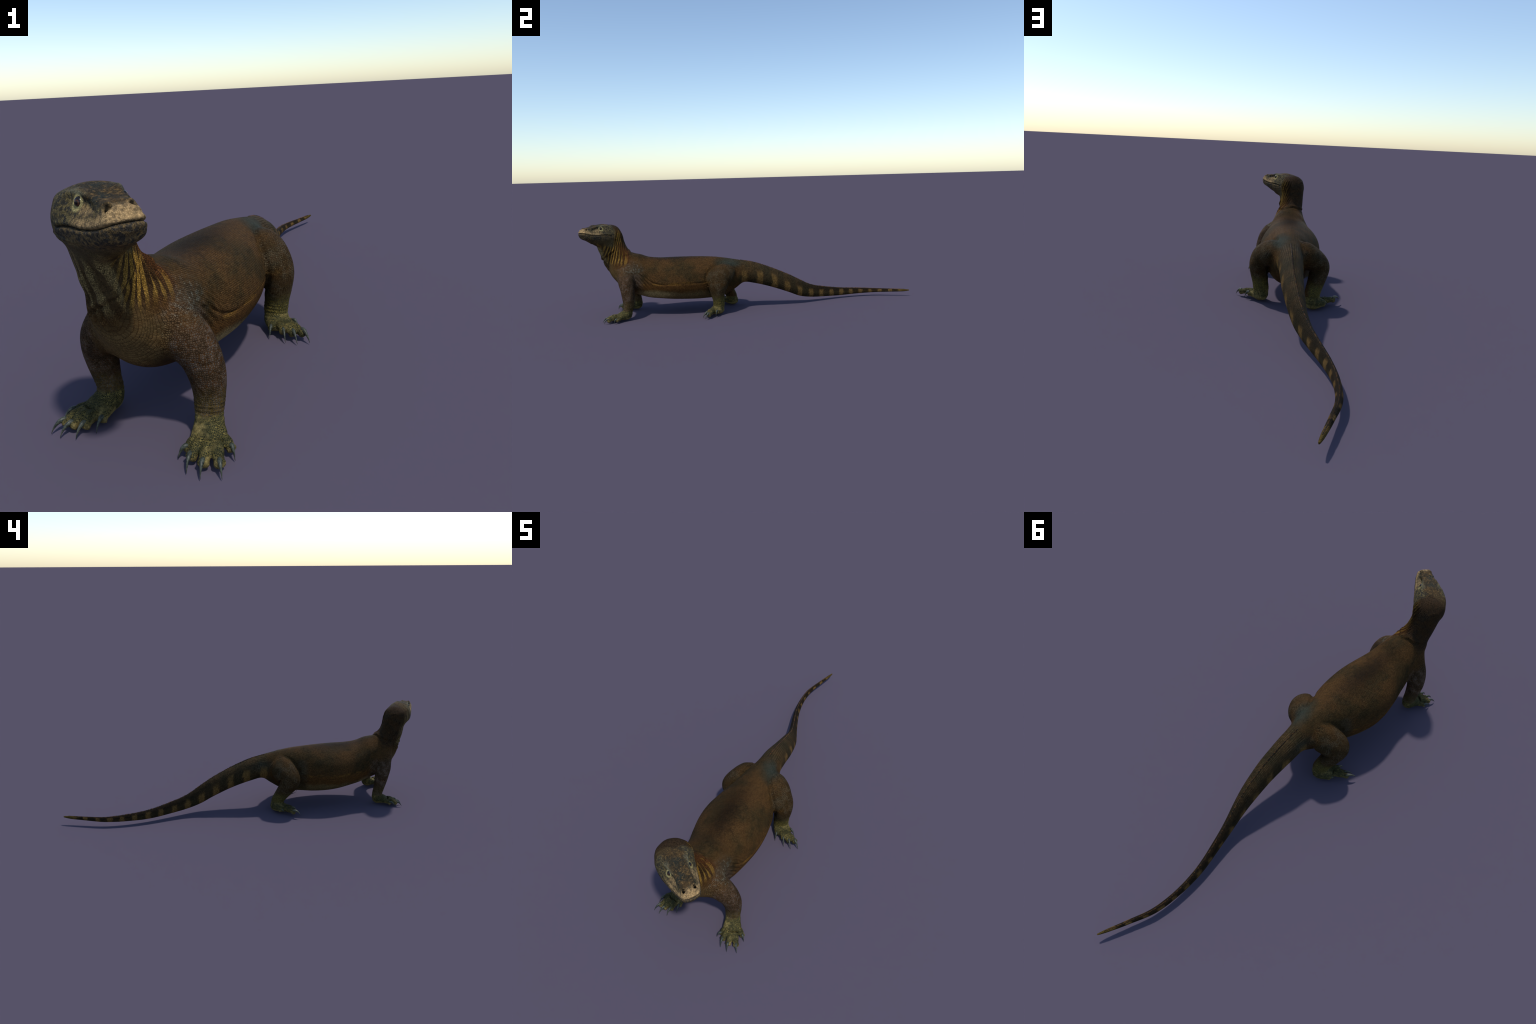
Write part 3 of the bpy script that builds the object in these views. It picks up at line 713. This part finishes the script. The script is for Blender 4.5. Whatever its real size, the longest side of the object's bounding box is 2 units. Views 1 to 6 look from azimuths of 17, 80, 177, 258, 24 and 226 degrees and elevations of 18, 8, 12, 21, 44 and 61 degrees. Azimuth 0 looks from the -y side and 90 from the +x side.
    # ---------------- scale pattern
    if pattern == "rows":      # rows across the trunk
        th = N.m("ARCTAN2", N.sub(x, xc), N.sub(z, zc))
        q = N.vec(N.mul(th, 27.0), N.mul(y, 205.0), 0.0)
        e = N.voronoi(q, 1.0, 0.38, "2D", "DISTANCE_TO_EDGE"); c = N.voronoi(q, 1.0, 0.38, "2D", "F1")
        rnd = N.voronoi(q, 1.0, 0.38, "2D", "F1", "Color"); depth = 0.0009
    elif pattern == "rings":   # rings of narrow scales round the tail
        th = N.m("ARCTAN2", N.sub(x, xc), N.sub(z, zc))
        q = N.vec(N.mul(th, 7.0), N.mul(y, 170.0), 0.0)
        e = N.voronoi(q, 1.0, 0.25, "2D", "DISTANCE_TO_EDGE"); c = N.voronoi(q, 1.0, 0.25, "2D", "F1")
        rnd = N.voronoi(q, 1.0, 0.25, "2D", "F1", "Color"); depth = 0.0009
    else:
        sc, depth = {"limb": (225.0, 0.0010), "paw": (270.0, 0.0008), "head": (430.0, 0.0005), "neck": (300.0, 0.0009)}[pattern]
        e = N.voronoi(p, sc, 0.62, "3D", "DISTANCE_TO_EDGE"); c = N.voronoi(p, sc, 0.62, "3D", "F1")
        rnd = N.voronoi(p, sc, 0.62, "3D", "F1", "Color")
    rs = N.new("ShaderNodeSeparateColor"); N.put(rs.inputs[0], rnd)
    net = N.step(N.add(e, N.mul(N.sub(fine, 0.5), 0.10)), *((0.02, 0.10) if pattern == 'paw' else (0.04, 0.15)))
    col = N.mix(net, B, A)
    col = N.scale_colour(col, N.mul(N.add(0.72, N.mul(rs.outputs[0], 0.56)), GAIN))
    # black pit of the nostrils
    nos = N.length(N.vmul(N.vsub(N.vec(f_, al, u_), NOSTRIL), (1.0, 1.0, 0.5)))
    col = N.mix(N.step(nos, 0.0066, 0.0050), col, srgb(10, 9, 7))
    slit = N.mul(N.bell(N.sub(u_, mou), 0.0, 0.0012), N.step(f_, -0.058, -0.045), head_m)
    col = N.mix(N.mul(slit, 0.85), col, srgb(14, 13, 11))
    bs = N.new("ShaderNodeBsdfPrincipled"); out = N.new("ShaderNodeOutputMaterial")
    N.put(bs.inputs["Base Color"], col)
    N.put(bs.inputs["Roughness"], N.step(net, 0.0, 1.0, 0.75, 0.52))
    bs.inputs["Specular IOR Level"].default_value = 0.03
    height = N.add(N.mul(N.step(e, 0.0, 0.32), 1.0), N.mul(fine, 0.25))
    bp = N.new("ShaderNodeBump"); bp.inputs["Strength"].default_value = 0.8; bp.inputs["Distance"].default_value = depth
    N.put(bp.inputs["Height"], height); N.put(bs.inputs["Normal"], bp.outputs[0])
    N.put(out.inputs[0], bs.outputs[0])
    return mat

GAIN = 0.93
BACK_A = (59, 48, 28); BACK_A2 = (84, 60, 33)

def claw_material():
    mat = bpy.data.materials.new("claw_horn"); N = Nodes(mat)
    tc = N.new("ShaderNodeTexCoord"); g = tc.outputs["Object"]
    st = N.noise(g, 240.0, 3.0); inf = N.new("ShaderNodeObjectInfo")
    col = N.mix(N.step(st, 0.35, 0.65), srgb(34, 38, 30), srgb(66, 70, 58))
    col = N.mix(N.step(inf.outputs["Random"], 0.75, 0.95, 0.0, 0.6), col, srgb(120, 112, 78))
    bs = N.new("ShaderNodeBsdfPrincipled"); out = N.new("ShaderNodeOutputMaterial")
    N.put(bs.inputs["Base Color"], col); bs.inputs["Roughness"].default_value = 0.5; bs.inputs["Specular IOR Level"].default_value = 0.4
    N.put(out.inputs[0], bs.outputs[0]); return mat

def eye_material():
    """Rings round the gaze axis (local x): black pupil, brown iris, dark rim."""
    mat = bpy.data.materials.new("eye_ball"); N = Nodes(mat)
    tc = N.new("ShaderNodeTexCoord"); sx = N.new("ShaderNodeSeparateXYZ"); N.put(sx.inputs[0], tc.outputs["Object"])
    r = N.length(N.vec(0.0, sx.outputs[1], sx.outputs[2]))
    col = N.mix(N.step(r, 0.0028, 0.0034), srgb(6, 5, 5), N.mix(N.noise(tc.outputs["Object"], 700.0), srgb(40, 22, 13), srgb(84, 52, 30)))
    col = N.mix(N.step(r, 0.0048, 0.0058), col, srgb(26, 20, 15))
    bs = N.new("ShaderNodeBsdfPrincipled"); out = N.new("ShaderNodeOutputMaterial")
    N.put(bs.inputs["Base Color"], col); bs.inputs["Roughness"].default_value = 0.18; bs.inputs["Specular IOR Level"].default_value = 0.35
    N.put(out.inputs[0], bs.outputs[0]); return mat

def crest_material():
    mat = bpy.data.materials.new("crest_scale"); N = Nodes(mat)
    tc = N.new("ShaderNodeTexCoord"); w = N.noise(tc.outputs["Object"], 150.0, 1.0)
    col = N.mix(N.step(w, 0.45, 0.6), srgb(22, 18, 13), srgb(88, 58, 28))
    bs = N.new("ShaderNodeBsdfPrincipled"); out = N.new("ShaderNodeOutputMaterial")
    N.put(bs.inputs["Base Color"], col); bs.inputs["Roughness"].default_value = 0.6; bs.inputs["Specular IOR Level"].default_value = 0.2
    N.put(out.inputs[0], bs.outputs[0]); return mat

SKIN = {k: skin_material(n, k) for k, n in (("rows", "trunk_skin"), ("rings", "tail_skin"), ("limb", "leg_skin"),
                                           ("paw", "paw_skin"), ("head", "head_skin"), ("neck", "neck_skin"))}
def skin_for(name):
    if name == "torso": return SKIN["rows"]
    if name == "tail": return SKIN["rings"]
    if name in ("head", "neck"): return SKIN[name]
    return SKIN["paw" if "paw" in name else "limb"]
claw_mat = claw_material(); eye_mat = eye_material(); crest_mat = crest_material()
#END

NV = normals(V, F)
KIND = {"torso": "torso", "tail": "tail", "neck": "neck", "head": "head"}
OBJ = {}
for i, name in enumerate(PARTS):
    fs = F[lab == i]
    if not len(fs): continue
    used, inv = np.unique(fs, return_inverse=True)
    inv = inv.reshape(fs.shape)
    me = bpy.data.meshes.new(name)
    me.vertices.add(len(used)); me.vertices.foreach_set("co", V[used].astype(np.float32).ravel())
    me.loops.add(inv.size); me.loops.foreach_set("vertex_index", inv.ravel().astype(np.int32))
    me.polygons.add(len(fs)); me.polygons.foreach_set("loop_start", np.arange(0, inv.size, 4, dtype=np.int32))
    me.polygons.foreach_set("use_smooth", np.ones(len(fs), bool))
    me.update(calc_edges=True)
    me.normals_split_custom_set_from_vertices(NV[used].astype(np.float32).tolist())
    kind = name.replace("_left", "").replace("_right", "")
    OBJ[name] = add_object(kind, me, root, skin_for(name))
for name in list(OBJ):
    if "paw" in name:
        leg = name.replace("fore_paw", "foreleg").replace("hind_paw", "hind_leg")
        OBJ[name].parent = OBJ[leg]

def tube(path, radii, sides=12, flat=1.0):
    path = np.array(path, float); T = np.gradient(path, axis=0); T /= np.linalg.norm(T, axis=1)[:, None]
    vs, fs = [], []
    for p, t, r in zip(path, T, radii):
        up = np.array([0, 0, 1.0]); s = np.cross(t, up); s /= np.linalg.norm(s); w = np.cross(s, t)
        for k in range(sides):
            a = 2 * math.pi * k / sides
            vs.append(p + r * (flat * math.cos(a) * s + math.sin(a) * w))
    n = len(path)
    for i in range(n - 1):
        for k in range(sides):
            fs.append((i*sides+k, i*sides+(k+1) % sides, (i+1)*sides+(k+1) % sides, (i+1)*sides+k))
    fs.append(tuple(range(sides))[::-1]); fs.append(tuple((n-1)*sides + k for k in range(sides)))
    return vs, fs

for paw_name, b, t, r, arch in CLAWS:
    n = 14; s = np.linspace(0, 1, n)[:, None]
    path = b * (1 - s) + t * s + np.array([0, 0, arch]) * (4 * s * (1 - s)) ** 0.8
    rad = r * (1 - s[:, 0] ** 1.2) + 0.0005
    vs, fs = tube(path, rad, 12, 0.8)
    me = bpy.data.meshes.new("claw"); me.from_pydata([tuple(v) for v in vs], [], fs); me.update()
    me.polygons.foreach_set("use_smooth", np.ones(len(me.polygons), bool))
    add_object("claw", me, OBJ[paw_name].parent and OBJ[paw_name], claw_mat)

for side in (1, -1):
    c = H0 + HF * EYE[0] + HL * side * (EYE[1] - 0.0058) + np.array([0, 0, EYE[2]])
    import bmesh
    bm = bmesh.new(); bmesh.ops.create_uvsphere(bm, u_segments=32, v_segments=20, radius=0.0092)
    me = bpy.data.meshes.new("eye"); bm.to_mesh(me); bm.free()
    me.polygons.foreach_set("use_smooth", np.ones(len(me.polygons), bool))
    o = add_object("eye", me, OBJ["head"], eye_mat); o.location = c
    gaze = HL * side * 0.85 + HF * 0.52
    o.rotation_euler = (0, 0, math.atan2(gaze[1], gaze[0]))

# ------------------------------------------------------------------ serrated crest along the tail
vs, fs = [], []
rng = np.random.default_rng(11)
ty = np.array([s[0] for s in TRUNK]); tz = np.array([s[2] for s in TRUNK]); tx = np.array([s[1] for s in TRUNK])
fine_y = np.linspace(-0.12, 0.97, 400)
prof = catmull(np.stack([tx, ty, tz], 1), 12)
yy = -0.10
while yy < 0.965:
    top = np.array([np.interp(yy, prof[:, 1], prof[:, 0]), yy, np.interp(yy, prof[:, 1], prof[:, 2])])
    nxt = np.array([np.interp(yy + 0.01, prof[:, 1], prof[:, 0]), yy + 0.01, np.interp(yy + 0.01, prof[:, 1], prof[:, 2])])
    t = (nxt - top) / np.linalg.norm(nxt - top); s_ = np.cross(t, Zv); s_ /= np.linalg.norm(s_); w = np.cross(s_, t)
    k = min(1.0, (yy + 0.16) / 0.2) * min(1.0, (1.02 - yy) / 0.3)
    ln, wd, ht = 0.0062, 0.0040 * k + 0.0008, (0.0050 * rng.uniform(0.7, 1.2)) * k + 0.0004
    base = top + w * 0.0006
    b0 = len(vs)
    for a_, c_, h_ in ((0, -1, -1.0), (0, 1, -1.0), (0.35, 0, 0.55), (1.15, -0.75, -1.0), (1.15, 0.75, -1.0), (1.05, 0, 1.0)):
        vs.append(tuple(base + t * a_ * ln + s_ * c_ * wd + w * (h_ * ht if h_ > 0 else -0.004 * k)))
    fs += [tuple(b0 + i for i in q) for q in ((0, 1, 2), (0, 2, 5, 3), (1, 4, 5, 2), (3, 5, 4), (0, 3, 4, 1))]
    yy += ln * 0.98 * max(0.35, t[1])
me = bpy.data.meshes.new("tail_crest"); me.from_pydata(vs, [], fs); me.update()
crest = add_object("tail_crest", me, OBJ["tail"], crest_mat); crest["kind"] = "stuff"
